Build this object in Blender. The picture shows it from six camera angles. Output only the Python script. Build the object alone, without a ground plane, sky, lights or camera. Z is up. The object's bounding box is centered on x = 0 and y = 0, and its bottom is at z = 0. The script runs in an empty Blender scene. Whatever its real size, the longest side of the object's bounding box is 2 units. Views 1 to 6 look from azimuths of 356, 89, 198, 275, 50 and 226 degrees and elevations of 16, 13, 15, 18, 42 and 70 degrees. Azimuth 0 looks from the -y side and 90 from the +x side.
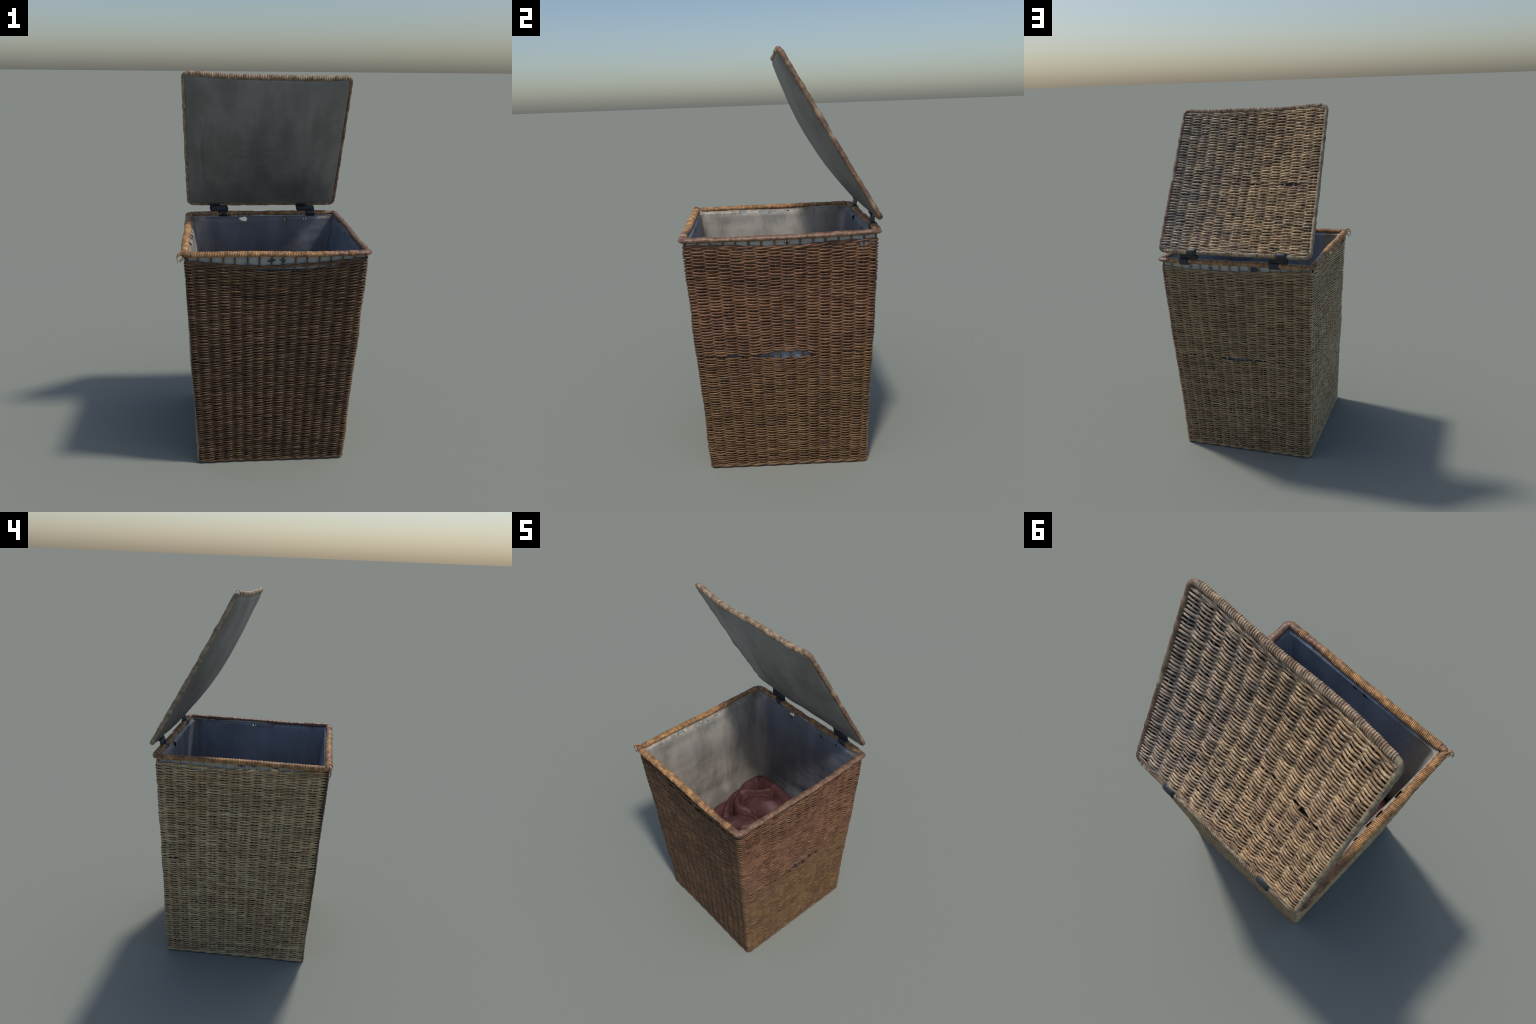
# Open wicker laundry basket with a fabric lining, a hinged lid and a garment inside.
import bpy, math
import numpy as np

SEED = 7
PI = math.pi

# ------------------------------------------------------------------ helpers
class Noise2:
    """Smooth 2D value noise in [-1, 1] on a seeded periodic lattice."""
    def __init__(self, seed, n=64):
        self.n = n
        self.t = np.random.RandomState(seed).uniform(-1, 1, (n, n))

    def __call__(self, x, y):
        x, y = np.broadcast_arrays(np.asarray(x, float), np.asarray(y, float))
        xi = np.floor(x).astype(int); yi = np.floor(y).astype(int)
        fx = x - xi; fy = y - yi
        fx = fx * fx * (3 - 2 * fx); fy = fy * fy * (3 - 2 * fy)
        n, t = self.n, self.t
        a = t[xi % n, yi % n]; b = t[(xi + 1) % n, yi % n]
        c = t[xi % n, (yi + 1) % n]; d = t[(xi + 1) % n, (yi + 1) % n]
        return (a * (1 - fx) + b * fx) * (1 - fy) + (c * (1 - fx) + d * fx) * fy


def sstep(a, b, x):
    t = np.clip((np.asarray(x, float) - a) / (b - a), 0, 1)
    return t * t * (3 - 2 * t)


def lens(x, c, w):
    """Lens-shaped bump: 1 at c, 0 beyond c +- w."""
    t = np.clip(1 - ((np.asarray(x, float) - c) / w) ** 2, 0, 1)
    return t ** 1.3


def make_object(name, verts, faces, mat, parent=None, smooth=True, stuff=False):
    me = bpy.data.meshes.new(name)
    verts = np.asarray(verts, dtype=np.float32).reshape(-1, 3)
    fs = [np.asarray(f, dtype=np.int32) for f in faces if len(f)]
    me.vertices.add(len(verts))
    me.vertices.foreach_set("co", verts.ravel())
    loops = np.concatenate([f.ravel() for f in fs])
    sizes = np.concatenate([np.full(len(f), f.shape[1], dtype=np.int32) for f in fs])
    starts = np.concatenate([[0], np.cumsum(sizes)[:-1]]).astype(np.int32)
    me.loops.add(len(loops)); me.loops.foreach_set("vertex_index", loops)
    me.polygons.add(len(sizes)); me.polygons.foreach_set("loop_start", starts)
    me.polygons.foreach_set("use_smooth", np.full(len(sizes), smooth))
    me.update(calc_edges=True)
    me.validate()
    me.materials.append(mat)
    ob = bpy.data.objects.new(name, me)
    bpy.context.scene.collection.objects.link(ob)
    if parent is not None:
        ob.parent = parent
    if stuff:
        ob["kind"] = "stuff"
    return ob


def sweep(P, N, B, rn, rb, k=6, closed=False):
    """Tube along P with an elliptic section (rn along N, rb along B)."""
    P = np.asarray(P, float); m = len(P)
    rn = np.broadcast_to(rn, (m,)); rb = np.broadcast_to(rb, (m,))
    th = np.arange(k) * 2 * PI / k
    V = (P[:, None, :] + N[:, None, :] * (rn[:, None] * np.cos(th))[:, :, None]
         + B[:, None, :] * (rb[:, None] * np.sin(th))[:, :, None]).reshape(-1, 3)
    i = np.arange(m if closed else m - 1)[:, None]; j = np.arange(k)[None, :]
    i2 = (i + 1) % m; j2 = (j + 1) % k
    F = np.stack([i * k + j, i2 * k + j, i2 * k + j2, i * k + j2], -1).reshape(-1, 4)
    faces = [F]
    if not closed:
        V = np.vstack([V, P[:1], P[-1:]])
        c0, c1 = m * k, m * k + 1
        jj = np.arange(k)
        faces.append(np.stack([np.full(k, c0), (jj + 1) % k, jj], -1))
        faces.append(np.stack([np.full(k, c1), (m - 1) * k + jj, (m - 1) * k + (jj + 1) % k], -1))
    return V, faces


def frames(P, ref, closed=False):
    """Normal and binormal of a curve, the normal kept near the reference vector."""
    P = np.asarray(P, float)
    if closed:
        T = np.roll(P, -1, 0) - np.roll(P, 1, 0)
    else:
        T = np.gradient(P, axis=0)
    T /= np.linalg.norm(T, axis=1)[:, None] + 1e-12
    R = np.broadcast_to(np.asarray(ref, float), P.shape)
    N = R - (R * T).sum(1)[:, None] * T
    N /= np.linalg.norm(N, axis=1)[:, None] + 1e-12
    return N, np.cross(T, N)


def join(parts):
    V, Q, T, off = [], [], [], 0
    for v, fs in parts:
        V.append(v)
        for f in fs:
            (Q if f.shape[1] == 4 else T).append(f + off)
        off += len(v)
    return np.vstack(V), [np.vstack(x) for x in (Q, T) if x]


def smooth_path(pts, n):
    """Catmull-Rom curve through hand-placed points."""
    p = np.asarray(pts, float)
    p = np.vstack([2 * p[0] - p[1], p, 2 * p[-1] - p[-2]])
    out = []
    for s in np.linspace(0, len(p) - 3 - 1e-9, n):
        i = int(s); t = s - i
        a, b, c, d = p[i:i + 4]
        out.append(0.5 * (2 * b + (c - a) * t + (2 * a - 5 * b + 4 * c - d) * t * t
                          + (3 * b - a - 3 * c + d) * t ** 3))
    return np.array(out)


# ---------------------------------------------------------------- materials
def new_mat(name):
    m = bpy.data.materials.new(name)
    m.use_nodes = True
    nt = m.node_tree
    return m, nt, nt.nodes["Principled BSDF"]


class NB:
    """Small node-building helper."""
    def __init__(self, nt):
        self.nt = nt
        self.tc = nt.nodes.new("ShaderNodeTexCoord")
        self.sep = None

    def link(self, a, b):
        self.nt.links.new(a, b)

    def val(self, sock, v):
        if hasattr(v, "is_output") or isinstance(v, bpy.types.NodeSocket):
            self.link(v, sock)
        else:
            sock.default_value = v

    def xyz(self):
        if self.sep is None:
            self.sep = self.nt.nodes.new("ShaderNodeSeparateXYZ")
            self.link(self.tc.outputs["Object"], self.sep.inputs[0])
        return self.sep.outputs

    def math(self, op, a, b=0.0, c=None, clamp=False):
        n = self.nt.nodes.new("ShaderNodeMath"); n.operation = op; n.use_clamp = clamp
        self.val(n.inputs[0], a); self.val(n.inputs[1], b)
        if c is not None:
            self.val(n.inputs[2], c)
        return n.outputs[0]

    def ramp(self, v, lo, hi):
        n = self.nt.nodes.new("ShaderNodeMapRange"); n.interpolation_type = 'SMOOTHSTEP'
        self.val(n.inputs[0], v); n.inputs[1].default_value = lo; n.inputs[2].default_value = hi
        return n.outputs[0]

    def noise(self, scale, detail=3.0, rough=0.55, stretch=(1, 1, 1), offset=(0, 0, 0)):
        mp = self.nt.nodes.new("ShaderNodeMapping")
        mp.inputs["Scale"].default_value = stretch
        mp.inputs["Location"].default_value = offset
        self.link(self.tc.outputs["Object"], mp.inputs["Vector"])
        n = self.nt.nodes.new("ShaderNodeTexNoise")
        n.inputs["Scale"].default_value = scale
        n.inputs["Detail"].default_value = detail
        n.inputs["Roughness"].default_value = rough
        self.link(mp.outputs[0], n.inputs["Vector"])
        return n.outputs["Fac"]

    def mix(self, f, a, b, mode='MIX'):
        n = self.nt.nodes.new("ShaderNodeMix"); n.data_type = 'RGBA'; n.blend_type = mode
        self.val(n.inputs[0], f)
        for s, v in ((n.inputs[6], a), (n.inputs[7], b)):
            if isinstance(v, tuple):
                s.default_value = (*v, 1.0)
            else:
                self.link(v, s)
        return n.outputs[2]

    def rand(self):
        return self.nt.nodes.new("ShaderNodeObjectInfo").outputs["Random"]

    def bump(self, h, strength, dist, bsdf):
        n = self.nt.nodes.new("ShaderNodeBump")
        n.inputs["Strength"].default_value = strength
        n.inputs["Distance"].default_value = dist
        self.link(h, n.inputs["Height"])
        self.link(n.outputs[0], bsdf.inputs["Normal"])


def grey(nb, v):
    n = nb.nt.nodes.new("ShaderNodeCombineColor")
    for i in range(3):
        nb.link(v, n.inputs[i])
    return n.outputs[0]


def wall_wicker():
    """Aged willow: red-brown; left and back bleached olive tan, brightened by painted light."""
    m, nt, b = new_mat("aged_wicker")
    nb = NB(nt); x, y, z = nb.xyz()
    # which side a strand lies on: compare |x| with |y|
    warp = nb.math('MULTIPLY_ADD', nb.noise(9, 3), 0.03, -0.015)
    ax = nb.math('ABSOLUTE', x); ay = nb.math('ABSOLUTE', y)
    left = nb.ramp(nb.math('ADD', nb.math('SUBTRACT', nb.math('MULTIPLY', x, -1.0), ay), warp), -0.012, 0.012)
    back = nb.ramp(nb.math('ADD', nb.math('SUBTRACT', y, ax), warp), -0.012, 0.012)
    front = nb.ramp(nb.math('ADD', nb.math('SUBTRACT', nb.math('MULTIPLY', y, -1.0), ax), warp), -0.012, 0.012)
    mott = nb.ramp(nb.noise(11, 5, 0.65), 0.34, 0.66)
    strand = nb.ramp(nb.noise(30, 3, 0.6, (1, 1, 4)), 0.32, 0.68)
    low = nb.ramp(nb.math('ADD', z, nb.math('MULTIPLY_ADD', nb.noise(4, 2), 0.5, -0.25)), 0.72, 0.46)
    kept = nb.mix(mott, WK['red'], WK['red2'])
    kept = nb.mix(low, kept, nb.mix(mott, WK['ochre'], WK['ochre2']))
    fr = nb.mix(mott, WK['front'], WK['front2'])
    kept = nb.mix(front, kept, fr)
    tan = nb.mix(mott, WK['tan'], WK['tan2'])  # left and back tones hold baked-in light besides their own hue
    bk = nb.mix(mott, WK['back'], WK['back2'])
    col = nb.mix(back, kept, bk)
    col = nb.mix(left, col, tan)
    dust_glint = nb.ramp(nb.noise(11, 4, 0.65, (1, 1, 2.0), (3, 1, 0)), 0.60, 0.80)  # pale dust patches, also painted glints for glossy highlights on worn strands
    col = nb.mix(nb.math('MULTIPLY', dust_glint, 0.5), col, WK['dust_glint_tone'])
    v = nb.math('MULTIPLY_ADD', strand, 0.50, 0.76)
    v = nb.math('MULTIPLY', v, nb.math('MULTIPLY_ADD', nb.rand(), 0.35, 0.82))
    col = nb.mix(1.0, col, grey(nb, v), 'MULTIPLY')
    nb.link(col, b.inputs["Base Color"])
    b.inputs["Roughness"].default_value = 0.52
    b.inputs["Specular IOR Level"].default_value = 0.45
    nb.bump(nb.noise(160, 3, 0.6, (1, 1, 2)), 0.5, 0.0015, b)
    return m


def simple_wicker(name, c1, c2, c3, rough=0.6, vary=0.35, patch=6, right_tint=None):
    m, nt, b = new_mat(name)
    nb = NB(nt)
    mott = nb.ramp(nb.noise(patch, 4, 0.6), 0.33, 0.67)
    col = nb.mix(mott, c1, c2)
    sp = nb.ramp(nb.noise(48, 3, 0.65), 0.50, 0.72)
    col = nb.mix(nb.math('MULTIPLY', sp, 0.75), col, c3)
    if right_tint:
        px, py, pz = nb.xyz()
        f = nb.ramp(nb.math('ADD', px, nb.math('MULTIPLY_ADD', nb.noise(7, 3), 0.5, -0.25)), *right_tint[0])  # second colour mixed in toward the right side
        col = nb.mix(nb.math('MULTIPLY', f, right_tint[2]), col, right_tint[1])
    v = nb.math('MULTIPLY_ADD', nb.rand(), vary, 1 - vary / 2)
    v = nb.math('MULTIPLY', v, nb.math('MULTIPLY_ADD', nb.ramp(nb.noise(42, 3, 0.6), 0.32, 0.68), 0.75, 0.62))
    col = nb.mix(1.0, col, grey(nb, v), 'MULTIPLY')
    nb.link(col, b.inputs["Base Color"])
    b.inputs["Roughness"].default_value = rough
    nb.bump(nb.noise(170, 3, 0.6), 0.5, 0.0015, b)
    return m


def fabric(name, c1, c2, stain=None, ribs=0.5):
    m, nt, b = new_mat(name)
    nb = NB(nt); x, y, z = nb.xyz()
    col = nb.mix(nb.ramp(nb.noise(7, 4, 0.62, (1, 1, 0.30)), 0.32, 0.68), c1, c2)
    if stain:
        # painted light: sunlit cream on the left wall, blue shade on the rest
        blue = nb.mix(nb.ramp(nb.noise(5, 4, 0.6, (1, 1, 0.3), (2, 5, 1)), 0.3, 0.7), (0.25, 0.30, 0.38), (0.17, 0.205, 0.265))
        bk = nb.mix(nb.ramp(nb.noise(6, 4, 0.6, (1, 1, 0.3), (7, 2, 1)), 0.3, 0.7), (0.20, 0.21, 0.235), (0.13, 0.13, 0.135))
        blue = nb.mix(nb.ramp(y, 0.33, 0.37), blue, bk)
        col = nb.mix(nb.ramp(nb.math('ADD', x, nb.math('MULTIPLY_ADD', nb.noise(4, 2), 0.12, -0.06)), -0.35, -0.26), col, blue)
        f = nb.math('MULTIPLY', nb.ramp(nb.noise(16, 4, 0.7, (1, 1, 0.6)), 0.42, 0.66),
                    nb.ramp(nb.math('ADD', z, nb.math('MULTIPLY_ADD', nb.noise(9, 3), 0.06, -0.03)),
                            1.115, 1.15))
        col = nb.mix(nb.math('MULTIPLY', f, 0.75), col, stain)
    nb.link(col, b.inputs["Base Color"])
    b.inputs["Roughness"].default_value = 0.5
    h = nb.noise(60, 4, 0.65, (1, 1, 2.4))
    nb.bump(h, ribs, 0.002, b)
    return m


def plain(name, c1, c2, rough, scale=8, sheen=0.0, bump=0.0):
    m, nt, b = new_mat(name)
    nb = NB(nt)
    nb.link(nb.mix(nb.ramp(nb.noise(scale, 3), 0.3, 0.7), c1, c2), b.inputs["Base Color"])
    b.inputs["Roughness"].default_value = rough
    b.inputs["Sheen Weight"].default_value = sheen
    if bump:
        nb.bump(nb.noise(90, 3), bump, 0.003, b)
    return m


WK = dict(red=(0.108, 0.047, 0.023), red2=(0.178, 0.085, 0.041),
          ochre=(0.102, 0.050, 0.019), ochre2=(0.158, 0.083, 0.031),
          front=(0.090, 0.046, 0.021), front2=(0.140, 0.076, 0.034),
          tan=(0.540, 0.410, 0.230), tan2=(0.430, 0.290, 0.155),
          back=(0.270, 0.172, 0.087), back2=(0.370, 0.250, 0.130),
          dust_glint_tone=(0.34, 0.26, 0.19))
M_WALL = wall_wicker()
M_RIM = simple_wicker("rim_wicker", (0.33, 0.165, 0.062), (0.23, 0.11, 0.055), (0.42, 0.25, 0.11), 0.45,
                      right_tint=((0.10, 0.45), (0.17, 0.095, 0.062), 0.85))
M_LID = simple_wicker("bleached_wicker", (0.52, 0.34, 0.175), (0.25, 0.155, 0.085), (0.66, 0.51, 0.33), 0.5, patch=14,
                      right_tint=((-0.15, 0.50), (0.27, 0.24, 0.22), 0.6))
M_LIDEDGE = simple_wicker("lid_frame_wicker", (0.40, 0.32, 0.20), (0.30, 0.22, 0.13), (0.46, 0.38, 0.27), 0.6,
                          right_tint=((0.30, 0.46), (0.19, 0.095, 0.058), 0.9))
M_BIND = simple_wicker("binding_wicker", (0.50, 0.36, 0.22), (0.26, 0.155, 0.09), (0.64, 0.53, 0.38), 0.5, patch=30)
M_RIMBIND = simple_wicker("rim_binding_wicker", (0.46, 0.25, 0.095), (0.26, 0.125, 0.055), (0.56, 0.37, 0.18),
                          0.45, patch=24)
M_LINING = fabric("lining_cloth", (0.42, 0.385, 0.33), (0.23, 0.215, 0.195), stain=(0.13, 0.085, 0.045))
M_HEM = fabric("hem_cloth", (0.44, 0.44, 0.40), (0.34, 0.36, 0.36), ribs=0.4)
M_LIDLIN = fabric("lid_lining_cloth", (0.240, 0.232, 0.215), (0.165, 0.158, 0.145), ribs=0.7)
M_STRAP = plain("black_strap", (0.012, 0.014, 0.017), (0.03, 0.034, 0.04), 0.5, 30)
M_CLOTH = plain("maroon_satin", (0.072, 0.026, 0.028), (0.098, 0.040, 0.042), 0.55, 6, 0.0)
M_CLOTH.node_tree.nodes["Principled BSDF"].inputs["Specular IOR Level"].default_value = 0.3
M_BASE = plain("base_board", (0.10, 0.07, 0.045), (0.14, 0.10, 0.06), 0.8, 12)

# ------------------------------------------------------------ top-level empty
basket = bpy.data.objects.new("laundry_basket", None)
bpy.context.scene.collection.objects.link(basket)
basket["label"] = "tall tapered brown wicker laundry basket, lined, lid open"
basket["category"] = "laundry basket"

# -------------------------------------------------------------- wall surface
NS = 15                       # stake intervals per side, four sides
NT = 4 * NS
Z_TOP = 1.135
CORNER_R = 0.020
nz_wall = Noise2(11); nz_row = Noise2(12); nz_big = Noise2(13); nz_thick = Noise2(14)


def half_size(z):
    return 0.3805 + (0.4375 - 0.3805) * z / Z_TOP


def perimeter(u, h, r=CORNER_R):
    """Point and outward normal on a rounded square of half size h.
    u counts stakes; u = 0 is the front left corner, sides run front, right, back, left."""
    u = np.asarray(u, float) % NT
    k = np.floor(u / NS).astype(int) % 4
    f = u / NS - k
    h = np.broadcast_to(h, f.shape)
    arc = r * PI / 4
    L = 2 * (h - r) + 2 * arc
    s = f * L
    # local frame of a side: along t, outward n
    a0 = (s < arc); a1 = (s > L - arc)
    t = np.where(a0, -(h - r) - r * np.sin((arc - s) / r),
                 np.where(a1, (h - r) + r * np.sin((s - L + arc) / r), s - arc - (h - r)))
    n = np.where(a0, h - r + r * np.cos((arc - s) / r),
                 np.where(a1, h - r + r * np.cos((s - L + arc) / r), h))
    ang = np.where(a0, -(arc - s) / r, np.where(a1, (s - L + arc) / r, 0.0))
    tx = np.array([1, 0, -1, 0])[k]; ty = np.array([0, 1, 0, -1])[k]
    nx = np.array([0, 1, 0, -1])[k]; ny = np.array([-1, 0, 1, 0])[k]
    X = tx * t + nx * n; Y = ty * t + ny * n
    NX = tx * np.sin(ang) + nx * np.cos(ang); NY = ty * np.sin(ang) + ny * np.cos(ang)
    return X, Y, NX, NY, k, (f * 2 - 1)


# slow swells and hollows of each side: centre along the side, centre height, half spans, depth
SWELL = {0: [(-0.1, 0.45, 1.1, 0.30, -0.009), (0.0, 0.85, 1.1, 0.30, -0.007), (0.3, 0.70, 1.0, 0.40, -0.005)],
         1: [(0.0, 0.50, 1.0, 0.50, 0.010), (-0.6, 0.95, 0.5, 0.25, -0.012), (0.6, 0.95, 0.5, 0.25, -0.014),
             (0.5, 0.30, 0.5, 0.25, -0.007)],
         2: [(0.6, 0.98, 0.7, 0.28, -0.012), (0.0, 1.0, 1.0, 0.20, -0.004), (-0.2, 0.42, 0.9, 0.20, -0.005),
             (-0.1, 0.65, 0.8, 0.2, 0.004), (-0.5, 0.82, 0.7, 0.25, 0.009)],
         3: [(-0.1, 1.00, 1.1, 0.22, -0.020), (0.0, 0.62, 1.1, 0.30, 0.012)]}
# the mouth sits a little to the right and to the front of the foot
LEAN_X, LEAN_Y = 0.008, -0.0110


def swell(k, f, z):
    g = np.zeros_like(f)
    for side, items in SWELL.items():
        for cf, cz, wf, wz, amt in items:
            g = g + np.where(k == side, amt * np.exp(-((f - cf) / (0.6 * wf)) ** 2 - ((z - cz) / (0.7 * wz)) ** 2), 0)
    return g * np.clip((1 - np.abs(f)) * 6, 0, 1)


def wall_point(u, z, off=0.0):
    z = np.asarray(z, float)
    X, Y, NX, NY, k, f = perimeter(u, half_size(z))
    o = off + swell(k, f, z) + 0.0035 * nz_big(np.asarray(u) / 4.0, z * 7)
    return np.stack([X + NX * o + LEAN_X * z / Z_TOP, Y + NY * o + LEAN_Y * z / Z_TOP, np.broadcast_to(z, X.shape)], -1), \
        np.stack([NX, NY, 0 * NX], -1), k, f


def side_bump(k, f, table):
    """Sum of lens bumps, per side: table[side] = [(centre, half width, height), ...]."""
    out = np.zeros_like(f)
    for side, items in table.items():
        for c, w, hgt in items:
            out = out + np.where(k == side, lens(f, c, w) * hgt, 0)
    return out


# the mid seam opens into slits; f runs -1..1 along each side
Z_SEAM = 0.592
SEAM_UP = {0: [(0.93, 0.07, 0.006), (-0.9, 0.10, 0.003)],
           1: [(0.0, 0.36, 0.019), (-0.62, 0.25, 0.006), (0.75, 0.25, 0.003)],
           2: [(0.02, 0.36, 0.013), (-0.7, 0.3, 0.003), (0.5, 0.2, 0.003)],
           3: [(-0.80, 0.13, 0.006), (0.05, 0.13, 0.005), (0.88, 0.12, 0.005)]}
SEAM_DN = {1: [(0.0, 0.36, 0.013), (-0.62, 0.25, 0.003)],
           2: [(0.0, 0.34, 0.009)]}
# the top row sags between the corners
TOP_SAG = {0: [(-0.05, 1.05, 0.040)], 1: [(0.05, 1.05, 0.014)],
           2: [(-0.1, 1.05, 0.024)], 3: [(-0.1, 1.05, 0.020)]}


def row_height(z0, u, k, f):
    z = np.full_like(f, z0)
    up = side_bump(k, f, SEAM_UP) + 0.0026; dn = side_bump(k, f, SEAM_DN) + 0.0016
    d = z0 - Z_SEAM
    if d >= 0:
        z = z + up * math.exp(-d / 0.09)
    else:
        z = z - dn * math.exp(d / 0.09)
    z = z - (side_bump(k, f, TOP_SAG) + np.where(k == 0, 0.007 * lens(f, 0, 0.8), 0)) * sstep(0.62, 1.13, z0)
    amp = 0.0028 + 0.004 * sstep(0.75, 1.1, z0)
    z = z + amp * nz_wall(u / 3.3, z0 * 16) * sstep(0.0, 0.06, z0)
    return z


# ------------------------------------------------------------------ the wall
rng = np.random.RandomState(SEED)
rows = []
zc = 0.014
while zc < 1.1255:
    rows.append(zc)
    zc += 0.00655 if zc < Z_SEAM else 0.0074
SEG = 7
u_all = np.arange(NT * SEG) / SEG
WEAVE = 0.0072


def weave_wall_row(r, z0):
    k, f = perimeter(u_all, 0.4)[4:]
    z = row_height(z0, u_all, k, f)
    ph = PI * (u_all + r)
    wob = 0.22 * nz_row(u_all / 2.0 + 9.1 * r, r * 1.7)
    z = z + 0.0023 * nz_row(u_all * 0.9 + 3.7 * r, r * 2.3 + 5)
    wave = np.cos(ph + wob)
    off = WEAVE * wave + 0.0014 * nz_row(u_all * 0.7 + r * 5.3, r + 0.5)
    P, N, _, _ = wall_point(u_all, z, off)
    T = np.roll(P, -1, 0) - np.roll(P, 1, 0)
    T /= np.linalg.norm(T, axis=1)[:, None]
    B = np.cross(T, N); B /= np.linalg.norm(B, axis=1)[:, None]
    N2 = np.cross(B, T)
    th = 1 + 0.28 * nz_thick(u_all / 1.4 + 3.3 * r, r * 0.9) + 0.14 * rng.uniform(-1, 1)
    th = th * (1 + 0.16 * (1 - np.abs(wave)))
    base = 0.0045 if z0 > Z_SEAM else 0.0039
    return sweep(P, N2, B, 0.0040 * th, base * th, 6, closed=True)


# part: woven wall; its own mesh is the foot strand and the twined top border
parts = []
for ph in (0, PI):
    uu = np.arange(NT * 8) / 8.0
    k, f = perimeter(uu, 0.4)[4:]
    tw = uu * PI * 0.66 + ph
    zb = Z_TOP - 0.001 - side_bump(k, f, TOP_SAG) * 0.9 + 0.0040 * np.sin(tw) + 0.004 * nz_row(uu / 3, 40)
    P, N, _, _ = wall_point(uu, zb, 0.0045 * np.cos(tw))
    N2, B = frames(P, N, True)
    parts.append(sweep(P, N2, B, 0.0050, 0.0056 + 0.0012 * nz_thick(uu / 2, 3 + ph), 7, True))
    zf = 0.0095 + 0.0035 * np.sin(tw)
    P, N, _, _ = wall_point(uu, zf, 0.003 + 0.0035 * np.cos(tw))
    N2, B = frames(P, N, True)
    parts.append(sweep(P, N2, B, 0.0060, 0.0060, 7, True))
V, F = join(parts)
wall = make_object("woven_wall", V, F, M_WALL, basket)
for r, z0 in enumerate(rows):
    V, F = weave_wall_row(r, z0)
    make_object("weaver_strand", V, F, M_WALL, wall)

# stakes up to the rim
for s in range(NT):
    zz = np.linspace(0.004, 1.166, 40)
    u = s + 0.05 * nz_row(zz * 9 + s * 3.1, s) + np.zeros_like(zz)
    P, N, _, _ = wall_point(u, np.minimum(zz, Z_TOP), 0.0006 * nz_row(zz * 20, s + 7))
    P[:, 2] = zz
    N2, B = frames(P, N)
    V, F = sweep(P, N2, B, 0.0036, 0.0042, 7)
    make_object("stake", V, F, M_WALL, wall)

# base board closing the bottom
hb = half_size(0.0) - 0.004
n = 40
ub = np.linspace(0, NT, 121)[:-1]
X, Y, *_ = perimeter(ub, hb)
ring_lo = np.stack([X, Y, 0 * X + 0.004], -1); ring_hi = np.stack([X, Y, 0 * X + 0.020], -1)
m = len(X); idx = np.arange(m)
V = np.vstack([ring_lo, ring_hi, [[0, 0, 0.004]], [[0, 0, 0.020]]])
F = [np.stack([idx, (idx + 1) % m, m + (idx + 1) % m, m + idx], -1),
     np.vstack([np.stack([np.full(m, 2 * m), (idx + 1) % m, idx], -1),
                np.stack([np.full(m, 2 * m + 1), m + idx, m + (idx + 1) % m], -1)])]
make_object("base_panel", V, F, M_BASE, basket, smooth=False)

# ------------------------------------------------------------------- the rim
RIM_H = 0.4410
RIM_R = 0.0134
RIM_OVAL = 1.38


def rim_point(u):
    X, Y, NX, NY, k, f = perimeter(u, RIM_H, 0.018)
    zc = 1.1665 + 0.0045 * np.clip(Y / RIM_H, -1, 1) + 0.0025 * nz_big(u / 5, 30)
    o = 0.0035 * nz_big(u / 4, 33) + np.where(k == 1, 0.003 * np.cos(f * PI / 2) ** 0.5, 0)
    return np.stack([X + NX * o + LEAN_X, Y + NY * o + LEAN_Y, zc], -1), np.stack([NX, NY, 0 * NX], -1), k, f


def tube_with_relief(P, N, B, radius, relief, k=14, closed=True):
    """Tube whose radius follows relief(i, angle) as well."""
    m = len(P)
    th = np.arange(k) * 2 * PI / k
    R = radius[:, None] + relief(np.arange(m)[:, None], th[None, :])
    V = (P[:, None] + N[:, None] * (R * np.cos(th))[..., None] + B[:, None] * (R * np.sin(th))[..., None]).reshape(-1, 3)
    i = np.arange(m if closed else m - 1)[:, None]; j = np.arange(k)[None, :]
    F = np.stack([i * k + j, ((i + 1) % m) * k + j, ((i + 1) % m) * k + (j + 1) % k, i * k + (j + 1) % k], -1).reshape(-1, 4)
    faces = [F]
    if not closed:
        V = np.vstack([V, P[:1], P[-1:]])
        jj = np.arange(k)
        faces.append(np.vstack([np.stack([np.full(k, m * k), (jj + 1) % k, jj], -1),
                                np.stack([np.full(k, m * k + 1), (m - 1) * k + jj, (m - 1) * k + (jj + 1) % k], -1)]))
    return V, faces


NR = 1400
ur = np.arange(NR) * NT / NR
P, N, k, f = rim_point(ur)
N2, B = frames(P, N, True)
nz_rim = Noise2(21)
rad = RIM_R * (0.90 + 0.10 * nz_rim(ur / 1.5, 2) + 0.05 * nz_rim(ur * 1.3, 8))


def rim_relief(i, th):
    u = i * NT / NR
    h = np.sin(u * 2 * PI / 0.42 + th * 1.0 + 1.5 * nz_rim(u, 5))
    return 0.0003 * h + 0.0013 * nz_rim(u * 2.2, th * 1.6 + 11) + 0.0007 * nz_rim(u * 5.0, th * 0.8 + 3)


V, F = tube_with_relief(P, N2 * RIM_OVAL, B, rad, rim_relief)
rim = make_object("rim", V, F, M_RIM, basket)


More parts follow.
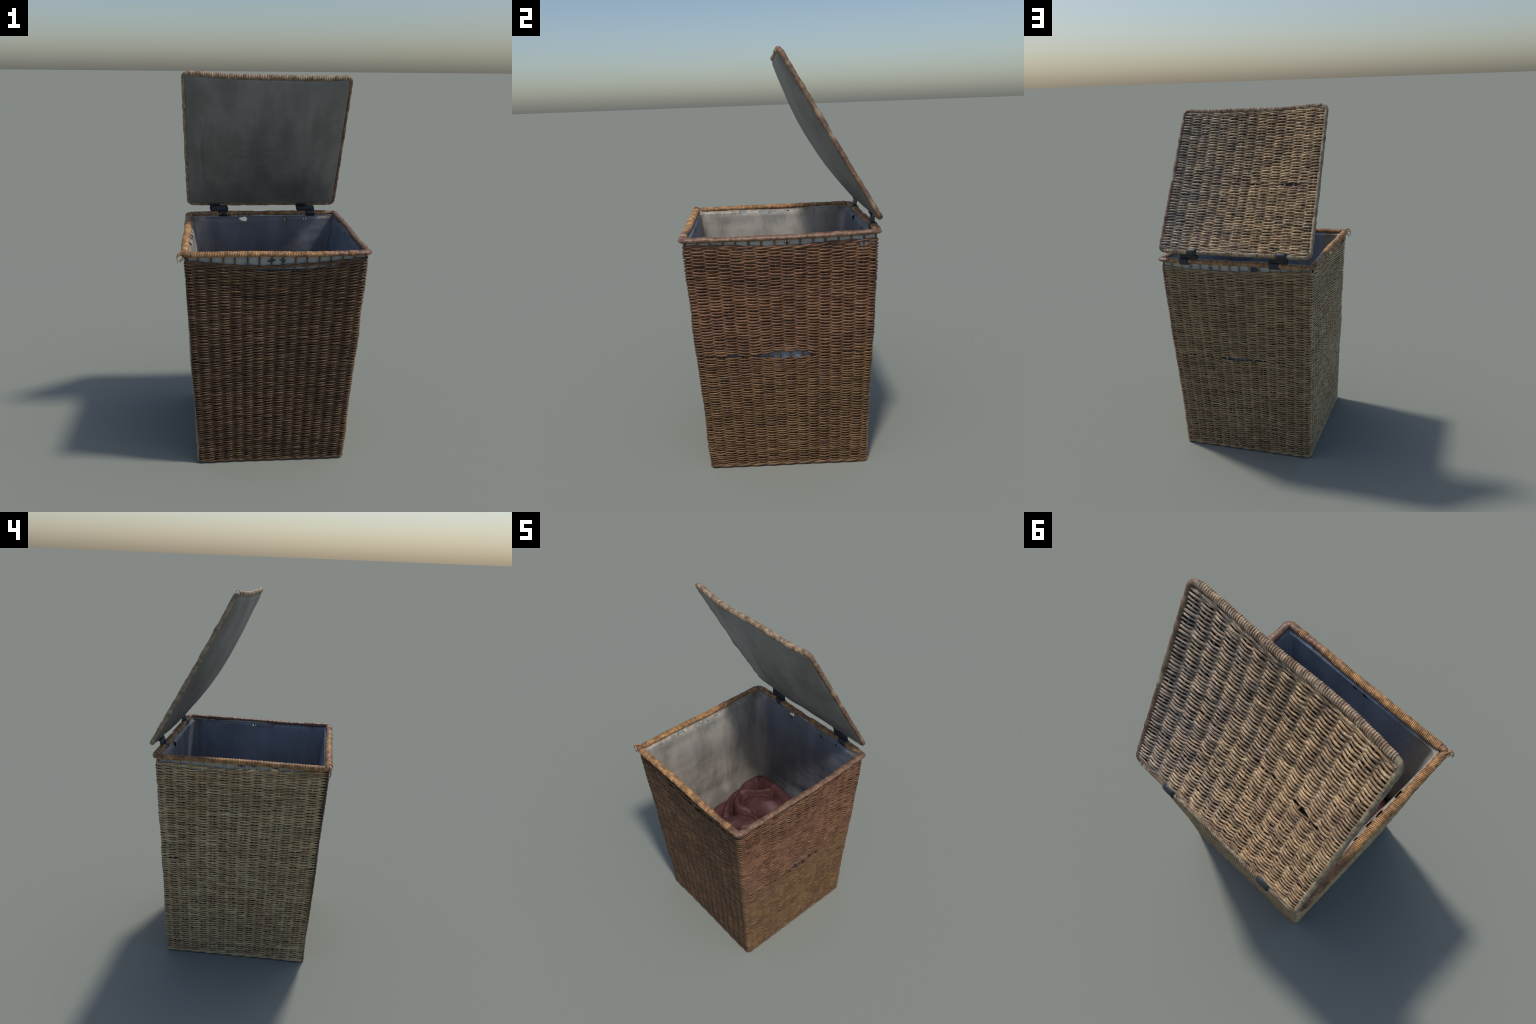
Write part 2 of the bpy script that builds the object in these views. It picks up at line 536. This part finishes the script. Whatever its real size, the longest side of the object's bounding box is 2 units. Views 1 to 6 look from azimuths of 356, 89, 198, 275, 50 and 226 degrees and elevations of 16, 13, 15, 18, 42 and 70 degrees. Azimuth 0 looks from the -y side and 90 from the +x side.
def coil(center_fn, s0, s1, turns, radius, strand, seed, per=12, oval=1.0):
    """Strand wound round a rod: center_fn(s) -> point, normal, binormal."""
    nz = Noise2(seed)
    m = int(turns * per)
    s = np.linspace(s0, s1, m)
    th = np.arange(m) * 2 * PI / per + 0.5 * nz(s * 3, 1)
    C, N, B = center_fn(s)
    R = radius * (1 + 0.07 * nz(np.arange(m) / per * 0.9, 4))
    D = N * (oval * np.cos(th))[:, None] + B * np.sin(th)[:, None]
    P = C + D * R[:, None]
    N2, B2 = frames(P, D)
    w = strand * (1 + 0.28 * nz(np.arange(m) / per * 1.0, 9))
    return sweep(P, N2, B2, strand * 0.62, w, 5)


def rim_frame(u):
    P, N, _, _ = rim_point(u)
    e = 0.02
    T = rim_point(u + e)[0] - rim_point(u - e)[0]
    T /= np.linalg.norm(T, axis=1)[:, None]
    return P, N, np.cross(T, N)


# wound stretches, as stake counts round the rim
WOUND = [(0.4, 11.6), (13.3, 13.9), (30.8, 33.4), (34.2, 37.2), (38.4, 44.6), (45.3, 46.6), (49.3, 59.6)]
parts = []
for i, (a, b) in enumerate(WOUND):
    turns = (b - a) * 0.0585 / 0.0078
    parts.append(coil(rim_frame, a, b, turns, RIM_R * 0.94, 0.0036, 50 + i, oval=RIM_OVAL))
V, F = join(parts)
make_object("binding", V, F, M_RIMBIND, rim, stuff=True)

# frayed strand ends at the front left corner
fray = [([(-0.437, -0.35, 1.128), (-0.447, -0.41, 1.150), (-0.452, -0.448, 1.170), (-0.446, -0.462, 1.176), (-0.462, -0.468, 1.168)], 0.0042),
        ([(-0.438, -0.430, 1.172), (-0.448, -0.452, 1.180), (-0.462, -0.462, 1.172), (-0.468, -0.460, 1.150), (-0.464, -0.462, 1.125)], 0.0038),
        ([(-0.434, -0.440, 1.165), (-0.440, -0.458, 1.150), (-0.452, -0.462, 1.140), (-0.456, -0.455, 1.126)], 0.0050),
        ([(-0.420, -0.448, 1.165), (-0.440, -0.456, 1.168), (-0.458, -0.455, 1.160), (-0.472, -0.462, 1.158)], 0.0036),
        ([(-0.440, -0.30, 1.110), (-0.446, -0.345, 1.124), (-0.446, -0.40, 1.128), (-0.438, -0.438, 1.132)], 0.0042)]
for pts, rr in fray:
    P = smooth_path(pts, 26)
    N2, B = frames(P, (-0.6, -0.5, 0.3))
    taper = rr * (1 - 0.75 * np.linspace(0, 1, 26) ** 3)
    V, F = sweep(P, N2, B, taper * 0.7, taper, 6)
    make_object("frayed_strand", V, F, M_RIMBIND, rim)

# ---------------------------------------------------------------- the lining
nz_lin = Noise2(31); nz_lin2 = Noise2(32)
zl = np.concatenate([np.linspace(0.03, 1.09, 80), np.linspace(1.094, 1.161, 20)])
NU = 360
ul = np.arange(NU) * NT / NU
UU, ZZ = np.meshgrid(ul, zl)
inset = -0.0175 - 0.005 * sstep(0, 0.5, np.sin(PI * ZZ / 1.17)) \
    + 0.007 * nz_lin(UU / 3.0, ZZ * 2.2) + 0.003 * nz_lin2(UU / 1.2, ZZ * 3.0) \
    + 0.0012 * nz_lin2(UU * 1.1, ZZ * 40)
X, Y, NX, NY, kk, ff = perimeter(UU, half_size(np.minimum(ZZ, Z_TOP)) + 0.0, 0.05)
inset = inset + (-0.021 + 0.017 * sstep(1.140, 1.160, ZZ) - inset) * sstep(1.06, 1.14, ZZ)
# cloth bridges the corners in a loose drape
drape = np.exp(-((1 - np.abs(ff)) / 0.13) ** 2) * 0.018 * sstep(0.1, 0.9, ZZ) * (1 - sstep(1.05, 1.16, ZZ))
o = inset + 0.010 * np.exp(-((ZZ - Z_SEAM) / 0.05) ** 2) * np.exp(-(ff / 0.5) ** 2) - drape + swell(kk, ff, ZZ) * (1 - sstep(1.12, 1.16, ZZ))
V = np.stack([X + NX * o + LEAN_X * ZZ / Z_TOP, Y + NY * o + LEAN_Y * ZZ / Z_TOP, ZZ], -1)
nzr = len(zl)
HOLES = [(2, 0.2667, 1.1395, 0.056, 0.0140), (3, 0.0, 1.141, 0.045, 0.010), (3, 0.1333, 1.143, 0.040, 0.009),
         (3, 0.40, 1.143, 0.050, 0.010), (3, -0.2, 1.143, 0.018, 0.005),
         (1, 0.0667, 1.140, 0.018, 0.006), (2, -0.33, 1.136, 0.018, 0.005), (2, -0.60, 1.138, 0.020, 0.005),
         (0, -0.0667, 1.128, 0.040, 0.008), (0, 0.0667, 1.128, 0.030, 0.007)]
uc = (ul + 0.5 * NT / NU); zcn = 0.5 * (zl[1:] + zl[:-1])
UC, ZC = np.meshgrid(uc, zcn)
_, _, _, _, kc, fc = perimeter(UC, 0.4)
keep = np.ones_like(UC, bool)
for hk, hf, hz, hw, hh in HOLES:
    d = ((fc - hf) / hw) ** 2 + ((ZC - hz) / hh) ** 2 + 0.5 * nz_lin2(UC * 3, ZC * 160)
    keep &= ~((kc == hk) & (d < 1))
i = np.arange(nzr - 1)[:, None]; j = np.arange(NU)[None, :]
F = np.stack([i * NU + j, (i + 1) * NU + j, (i + 1) * NU + (j + 1) % NU, i * NU + (j + 1) % NU], -1)
F = F[keep].reshape(-1, 4)
# floor of the lining
c = len(V.reshape(-1, 3))
V = np.vstack([V.reshape(-1, 3), [[0, 0, 0.028]]])
jj = np.arange(NU)
FT = np.stack([np.full(NU, c), jj, (jj + 1) % NU], -1)
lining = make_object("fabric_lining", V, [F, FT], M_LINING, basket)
zh = np.linspace(1.082, 1.163, 20)
UH, ZH = np.meshgrid(ul, zh)
X, Y, NX, NY, kh, fh = perimeter(UH, half_size(np.minimum(ZH, Z_TOP)), CORNER_R)
oh = -0.0068 + 0.0016 * nz_lin2(UH * 0.8, ZH * 40) - 0.003 * sstep(1.11, 1.085, ZH) + swell(kh, fh, ZH) * (1 - sstep(1.135, 1.16, ZH))
VH = np.stack([X + NX * oh + LEAN_X, Y + NY * oh + LEAN_Y, ZH], -1).reshape(-1, 3)
ZC2 = 0.5 * (zh[1:] + zh[:-1]); UC2, ZC2 = np.meshgrid(uc, ZC2)
_, _, _, _, kc2, fc2 = perimeter(UC2, 0.4)
keep2 = np.ones_like(UC2, bool)
for hk, hf, hz, hw, hh in HOLES:
    d = ((fc2 - hf) / hw) ** 2 + ((ZC2 - hz) / hh) ** 2 + 0.5 * nz_lin2(UC2 * 3, ZC2 * 160)
    keep2 &= ~((kc2 == hk) & (d < 1.2))
i = np.arange(len(zh) - 1)[:, None]; j = np.arange(NU)[None, :]
FH = np.stack([i * NU + j, i * NU + (j + 1) % NU, (i + 1) * NU + (j + 1) % NU, (i + 1) * NU + j], -1)[keep2].reshape(-1, 4)
hem = make_object("lining_hem", VH, [FH], M_HEM, lining)
md = hem.modifiers.new("thickness", 'SOLIDIFY'); md.thickness = 0.0012; md.offset = 0
md = lining.modifiers.new("thickness", 'SOLIDIFY'); md.thickness = 0.0015; md.offset = 0

# ------------------------------------------------------------------- the lid
LB = [np.array([-0.446, 0.460, 1.221]), np.array([0.450, 0.450, 1.221])]
LT = [np.array([-0.450, 0.030, 1.986]), np.array([0.437, 0.010, 1.983])]
LID_L = 0.874
nz_lid = Noise2(41); nz_lid2 = Noise2(42)
_x = (LB[1] - LB[0]); _y = (LT[0] + LT[1] - LB[0] - LB[1])
LID_N = np.cross(_x, _y); LID_N /= np.linalg.norm(LID_N)
if LID_N[1] < 0:
    LID_N = -LID_N
LID_S = 0.048


def lid_point(a, b, c):
    """a in -1..1 across, b in 0..1 from hinge to free edge, c height off the outer face."""
    a = np.asarray(a, float); b = np.asarray(b, float)
    sa = ((a + 1) / 2)[..., None]; sb = b[..., None]
    P = (LB[0] * (1 - sa) + LB[1] * sa) * (1 - sb) + (LT[0] * (1 - sa) + LT[1] * sa) * sb
    # free edge is bent: dips in the middle, kicks up toward the corners
    wave = (-0.016 * np.cos(a * PI / 2) + 0.006 * np.sin(a * 5.0 + 0.6)) * sstep(0.45, 1.0, b)
    sag = -LID_S * np.clip(1 - a * a, 0, 1) ** np.where(a < 0, 1.5, 0.8) * np.sin(PI * np.clip(b, 0, 1))
    sag = sag * (1 - 0.45 * sstep(0.1, -0.7, a) * sstep(0.5, 0.9, b))
    P = P + LID_N * (np.asarray(c, float) + wave + sag)[..., None]
    P[..., 2] += 0.006 * np.cos((a + 0.85) * 2.4) * sstep(0.8, 1.0, b)
    return P


A_SCALE = 0.443              # half width in metres
N_LS = 15
SP = 0.0575 / A_SCALE
lid_rows = np.arange(0.024, 0.850, 0.00825)
SLIT_B = 0.421


def lid_row(r, b0):
    m = (N_LS + 1) * 7
    a = np.linspace(-0.955, 0.955, m)
    wave = np.cos(PI * (a / SP + r) + 0.2 * nz_lid(a * 9 + r * 3.1, r))
    b = np.full(m, b0)
    d = b0 - SLIT_B
    am = a * A_SCALE
    opn = 0.0115 * lens(am, -0.262, 0.085) + 0.004 * lens(am, 0.25, 0.12) + 0.0035 * lens(am, -0.05, 0.09) + 0.001
    b = b + np.where(d >= 0, 1, -1) * opn * math.exp(-abs(d) / 0.035)
    b = b + 0.0035 * nz_lid(a * 4.5, b0 * 14) + 0.0026 * nz_lid2(a * 12 + r * 2.7, r * 1.3)
    b = b + 0.004 * np.sin(a * 2.2 + 1)
    cc = 0.0068 * wave + 0.0012 * nz_lid2(a * 8 + r, r * 2.1)
    P = lid_point(a, b / LID_L, cc)
    # ends turn round the side rods
    outs = (r % 2 == (0 if N_LS % 2 else 1))
    for end in (0, 1):
        sgn = -1 if end == 0 else 1
        c0 = cc[0] if end == 0 else cc[-1]
        be = b[0] if end == 0 else b[-1]
        ph = np.linspace(0.4, 1.5, 4) if c0 > 0 else np.linspace(0.2, 1.0, 3)
        rr = 0.0065
        sign = 1 if c0 > 0 else -1
        ea = sgn * (0.966 + rr / A_SCALE * np.sin(ph))
        ec = sign * (rr * np.cos(ph) * 0.9)
        E = lid_point(ea, np.full(len(ph), be / LID_L), ec)
        P = np.vstack([E[::-1], P]) if end == 0 else np.vstack([P, E])
    N2, B = frames(P, LID_N)
    m2 = len(P)
    th = 1 + 0.3 * nz_thick(np.arange(m2) / 9 + 2.3 * r, r * 0.8 + 30) + 0.14 * rng.uniform(-1, 1)
    th[4:-4] *= 1 + 0.16 * (1 - np.abs(np.resize(wave, m2 - 8)))
    e = np.minimum(np.arange(m2), np.arange(m2)[::-1])
    th = th * (0.45 + 0.55 * sstep(0, 5, e))
    return sweep(P, N2, B, 0.0040 * th, 0.0047 * th, 6)


# lid part: its own mesh is the frame rod
t = np.linspace(0, 1, 160)
ca = 0.965; rc = 0.03


def frame_path(n=900):
    """Rounded rectangle in (a, b) metres."""
    hw, L0, L1, r = 0.4315, 0.011, LID_L - 0.008, 0.030
    pts = []
    def arc(cx, cy, a0):
        for q in np.linspace(0, PI / 2, 12):
            pts.append((cx + r * math.cos(a0 + q), cy + r * math.sin(a0 + q)))
    arc(hw - r, L0 + r, -PI / 2); arc(hw - r, L1 - r, 0); arc(-hw + r, L1 - r, PI / 2); arc(-hw + r, L0 + r, PI)
    pts = np.array(pts + [pts[0]])
    d = np.concatenate([[0], np.cumsum(np.linalg.norm(np.diff(pts, axis=0), axis=1))])
    s = np.linspace(0, d[-1], n, endpoint=False)
    return np.stack([np.interp(s, d, pts[:, 0]), np.interp(s, d, pts[:, 1])], -1), d[-1]


fp, flen = frame_path()
P = lid_point(fp[:, 0] / A_SCALE, fp[:, 1] / LID_L, -0.002 + 0.0015 * nz_lid(np.arange(900) / 60, 3))
N2, B = frames(P, LID_N, True)
is_end = np.clip(np.maximum(sstep(0.81, 0.85, fp[:, 1]), 1 - sstep(0.02, 0.05, fp[:, 1])), 0, 1)
radf = 0.0115 + 0.0004 * is_end + 0.0016 * nz_lid(np.arange(900) / 7, 6) * (1 - is_end)
V, F = tube_with_relief(P, N2, B, radf,
                        lambda i, th: 0.0012 * nz_lid2(i * 0.16, th * 0.9) + 0.0006 * nz_lid2(i * 0.5, th * 1.6), 12, True)
lid = make_object("lid", V, F, M_LIDEDGE, basket)

for r, b0 in enumerate(lid_rows):
    V, F = lid_row(r, b0)
    make_object("weaver_strand", V, F, M_LID, lid)
for s in range(N_LS):
    a0 = (s - (N_LS - 1) / 2) * SP
    b = np.linspace(0.006, LID_L - 0.006, 50)
    P = lid_point(a0 + 0.010 * nz_lid(b * 5, s * 3.3), b / LID_L, 0 * b)
    N2, B = frames(P, LID_N)
    V, F = sweep(P, N2, B, 0.0034, 0.0042, 7)
    make_object("stake", V, F, M_LID, lid)


# bindings wound round the free edge and the hinge edge
def edge_frame(bm):
    def fn(s):
        P = lid_point(s, np.full_like(s, bm / LID_L), -0.002 + 0 * s)
        e = 0.01
        T = lid_point(s + e, np.full_like(s, bm / LID_L), 0 * s) - lid_point(s - e, np.full_like(s, bm / LID_L), 0 * s)
        T /= np.linalg.norm(T, axis=1)[:, None]
        N = LID_N - (T @ LID_N)[:, None] * T
        N /= np.linalg.norm(N, axis=1)[:, None]
        return P, N, np.cross(T, N)
    return fn


parts = [coil(edge_frame(LID_L - 0.008), -0.905, 0.905, 0.80 / 0.0088, 0.0124, 0.0044, 71)]
for i, (a, b_) in enumerate([(-0.66, -0.28), (-0.2, 0.1), (0.45, 0.905)]):
    parts.append(coil(edge_frame(0.011), a, b_, (b_ - a) * A_SCALE / 0.0085, 0.0118, 0.0042, 73 + i))
V, F = join(parts)
make_object("binding", V, F, M_BIND, lid, stuff=True)
# paired twined strands just inside the two bound edges
parts = []
for bm, ph in ((0.846, 0), (0.846, PI), (0.029, 0), (0.029, PI)):
    a = np.linspace(-0.95, 0.95, 200)
    tw = a / SP * PI * 0.8 + ph
    P = lid_point(a, (bm + 0.004 * np.sin(tw) + 0.003 * nz_lid(a * 4, bm * 9)) / LID_L, 0.004 + 0.004 * np.cos(tw))
    N2, B = frames(P, LID_N)
    parts.append(sweep(P, N2, B, 0.0040, 0.0052, 6))
V, F = join(parts)
make_object("twined_strand", V, F, M_LID, lid)

# cloth under the lid, pillowed inward
na, nb_ = 120, 120
AA, BB = np.meshgrid(np.linspace(-0.965, 0.965, na), np.linspace(0.018, 0.985, nb_))
pil = (1 - np.abs(AA / 0.965) ** 2.2) * (1 - np.abs(2 * (BB - 0.5)) ** 2.2)
LID_P = 0.020
wr = 0.0015 * nz_lid2(AA * 14, BB * 3) + 0.003 * nz_lid(AA * 3.5, BB * 3.5) + 0.0007 * nz_lid2(AA * 5, BB * 50)
fold = 0.007 * np.exp(-((AA + 0.86 - 0.12 * (1 - BB)) / 0.022) ** 2) * sstep(0.1, 0.4, BB) * sstep(0.75, 0.55, BB) \
    + 0.005 * np.exp(-((AA + 0.80 - 0.30 * (BB - 0.5)) / 0.02) ** 2) * sstep(0.45, 0.55, BB) * sstep(0.8, 0.7, BB)
edge = np.minimum(1 - np.abs(AA) / 0.965, np.minimum(BB - 0.018, 0.985 - BB) * 2)
tuck = 0.008 * np.exp(-edge / 0.012)
CC = -0.0135 + tuck - LID_P * np.clip(pil, 0, 1) ** 0.8 - (wr + fold) * sstep(0, 0.06, edge)
P = lid_point(AA, BB, CC)
i = np.arange(nb_ - 1)[:, None]; j = np.arange(na - 1)[None, :]
F = np.stack([i * na + j, i * na + j + 1, (i + 1) * na + j + 1, (i + 1) * na + j], -1).reshape(-1, 4)
ll = make_object("lid_lining", P.reshape(-1, 3), [F], M_LIDLIN, lid)
md = ll.modifiers.new("thickness", 'SOLIDIFY'); md.thickness = 0.002; md.offset = 0

# ------------------------------------------------------------- hinge straps
def strap(xr, xl):
    """Cloth band looped round the rim at xr and round the lid edge at xl."""
    yr, zr = RIM_H + LEAN_Y + 0.001, 1.172
    a = xl / A_SCALE
    lp = lid_point(np.array([a]), np.array([0.011 / LID_L]), np.array([-0.002]))[0]
    parts = []
    for x0, cy, cz, R in ((xr, yr, zr, 0.0185), (xl, lp[1], lp[2], 0.0185)):
        th = np.linspace(0, 2 * PI, 25)[:-1]
        w = 0.029
        prof = []
        P = np.stack([np.full(24, x0) + 0.002 * np.sin(th * 2), cy + R * np.cos(th), cz + R * np.sin(th)], -1)
        N2 = np.stack([0 * th, np.cos(th), np.sin(th)], -1)
        B = np.broadcast_to(np.array([1.0, 0, 0]), P.shape)
        parts.append(sweep(P, N2, B, 0.0030, w, 10, True))
    # the band crossing from one loop to the other
    mid = np.array([(xr + xl) / 2, 0.5 * (yr + lp[1]) - 0.004, 0.5 * (zr + lp[2])])
    P = smooth_path([(xr * 0.6 + xl * 0.4, yr + 0.002, zr - 0.008), mid, (xl * 0.6 + xr * 0.4, lp[1] - 0.002, lp[2] + 0.008)], 14)
    B = np.broadcast_to(np.array([1.0, 0, 0]), P.shape)
    N2 = np.broadcast_to(np.array([0, 0.97, -0.24]), P.shape)
    parts.append(sweep(P, N2, B, 0.0050, 0.050 + 0.006 * np.cos(np.linspace(-PI, PI, 14)), 12))
    V, F = join(parts)
    return make_object("hinge_strap", V, F, M_STRAP, basket)


strap(0.297, 0.240)
strap(-0.229, -0.278)

# ---------------------------------------------------------------- the garment
nz_g = Noise2(61); nz_g2 = Noise2(62)
ng = 260
gx, gy = np.meshgrid(np.linspace(-1, 1, ng), np.linspace(-1, 1, ng))
HG = 0.380
rnd = 1 - 0.055 * (gx * gy) ** 6          # the heap rounds off into the corners
GX, GY = gx * HG * rnd, gy * HG * rnd
# overlapping cloth lobes: centre x, y, half lengths, turn, height
LOBES = [(-0.13, 0.20, 0.15, 0.085, 0.55, 0.575),
         (-0.07, -0.01, 0.19, 0.105, 0.55, 0.560), (0.00, -0.13, 0.22, 0.10, 0.6, 0.585),
         (0.16, 0.16, 0.16, 0.13, 0.4, 0.520), (0.31, 0.28, 0.12, 0.13, 0.3, 0.580),
         (0.30, 0.00, 0.10, 0.18, 0.1, 0.520), (0.15, -0.20, 0.20, 0.13, -0.3, 0.680),
         (0.30, -0.26, 0.12, 0.14, 0.2, 0.640),
         (-0.20, -0.25, 0.17, 0.13, 0.5, 0.520), (0.12, 0.02, 0.12, 0.10, 0.7, 0.525)]
# rolled folds: points along the crest (x, y, height), half width
FOLDS = [([(-0.29, 0.145, 0.560), (-0.345, 0.235, 0.565), (-0.35, 0.30, 0.560), (-0.296, 0.335, 0.565),
           (-0.20, 0.335, 0.575), (-0.10, 0.325, 0.580), (0.02, 0.315, 0.575), (0.17, 0.325, 0.575), (0.31, 0.29, 0.585)], 0.055),
         ([(-0.28, 0.165, 0.560), (-0.225, 0.225, 0.570), (-0.175, 0.285, 0.580)], 0.030),
         ([(-0.295, 0.130, 0.555), (-0.255, 0.076, 0.560), (-0.205, 0.060, 0.555), (-0.145, 0.080, 0.545)], 0.036),
         ([(-0.34, 0.145, 0.530), (-0.325, 0.077, 0.535), (-0.295, 0.026, 0.535), (-0.24, -0.03, 0.525)], 0.036),
         ([(-0.345, 0.03, 0.495), (-0.33, -0.04, 0.500), (-0.27, -0.11, 0.500)], 0.045),
         ([(0.05, 0.20, 0.530), (0.16, 0.08, 0.535), (0.20, -0.06, 0.560)], 0.040),
         ([(-0.30, -0.20, 0.505), (-0.12, -0.17, 0.545), (0.05, -0.26, 0.640)], 0.045),
         ([(-0.15, 0.02, 0.562), (-0.06, 0.045, 0.572), (0.02, 0.03, 0.565)], 0.022)]
BASE_H = 0.43
H = np.full_like(GX, BASE_H)
sx = GX + 0.014 * nz_g(GX * 8, GY * 8); sy = GY + 0.014 * nz_g2(GX * 8, GY * 8)


def soft_max(A, B_, k):
    m_ = np.maximum(A, B_)
    return m_ + k * np.log(np.exp((A - m_) / k) + np.exp((B_ - m_) / k)) - k * 0.2


for cx, cy, lx, ly, tn, top in LOBES:
    dx, dy = sx - cx, sy - cy
    u = (dx * math.cos(tn) + dy * math.sin(tn)) / lx
    v = (-dx * math.sin(tn) + dy * math.cos(tn)) / ly
    q = np.clip(1.3 - u * u - v * v, 0, None) / 1.3
    H = soft_max(H, BASE_H + (top - BASE_H) * q ** 0.42, 0.0035)
for pts, wd in FOLDS:
    crest = smooth_path(pts, 150)
    best = np.full_like(GX, 9.0); hz = np.zeros_like(GX)
    for px, py, pz in crest:
        d = np.hypot(sx - px, sy - py)
        near = d < best
        best = np.where(near, d, best); hz = np.where(near, pz, hz)
    q = np.clip(1 - (best / wd) ** 2, 0, None)
    H = soft_max(H, BASE_H + (hz - BASE_H) * q ** 0.45, 0.003)
# soft pulled wrinkles
wrk = 0.009 * (1 - np.abs(nz_g(GX * 9 + GY * 4, GY * 4 - GX * 7))) ** 3 \
    + 0.004 * (1 - np.abs(nz_g2(GX * 17 - GY * 8, GY * 9 + GX * 12))) ** 3
H = H + wrk - 0.004
for _ in range(2):
    Hp = np.pad(H, 1, mode='edge')
    H = 0.5 * H + 0.125 * (Hp[:-2, 1:-1] + Hp[2:, 1:-1] + Hp[1:-1, :-2] + Hp[1:-1, 2:])
edge_d = np.maximum(np.abs(gx), np.abs(gy))
H = H - 0.05 * sstep(0.90, 1.0, edge_d)
V = np.stack([GX, GY, H], -1).reshape(-1, 3)
i = np.arange(ng - 1)[:, None]; j = np.arange(ng - 1)[None, :]
F = np.stack([i * ng + j, i * ng + j + 1, (i + 1) * ng + j + 1, (i + 1) * ng + j], -1).reshape(-1, 4)
# hang the outer edge down to the floor so that the heap is a body, not a card
border = np.concatenate([np.arange(ng), np.arange(1, ng) * ng + ng - 1,
                         (ng - 1) * ng + np.arange(ng - 2, -1, -1), np.arange(ng - 2, 0, -1) * ng])
nbd = len(border); off = len(V)
low = V[border].copy(); low[:, 2] = 0.036; low[:, :2] *= 0.90
V = np.vstack([V, low, [[0, 0, 0.036]]])
kq = np.arange(nbd)
FB = np.stack([border[kq], off + kq, off + (kq + 1) % nbd, border[(kq + 1) % nbd]], -1)
FT = np.stack([np.full(nbd, off + nbd), off + (kq + 1) % nbd, off + kq], -1)
g = make_object("crumpled_garment", V, [np.vstack([F, FB]), FT], M_CLOTH)
g["label"] = "crumpled maroon satin garment heaped with soft folds"
g["category"] = "clothing"
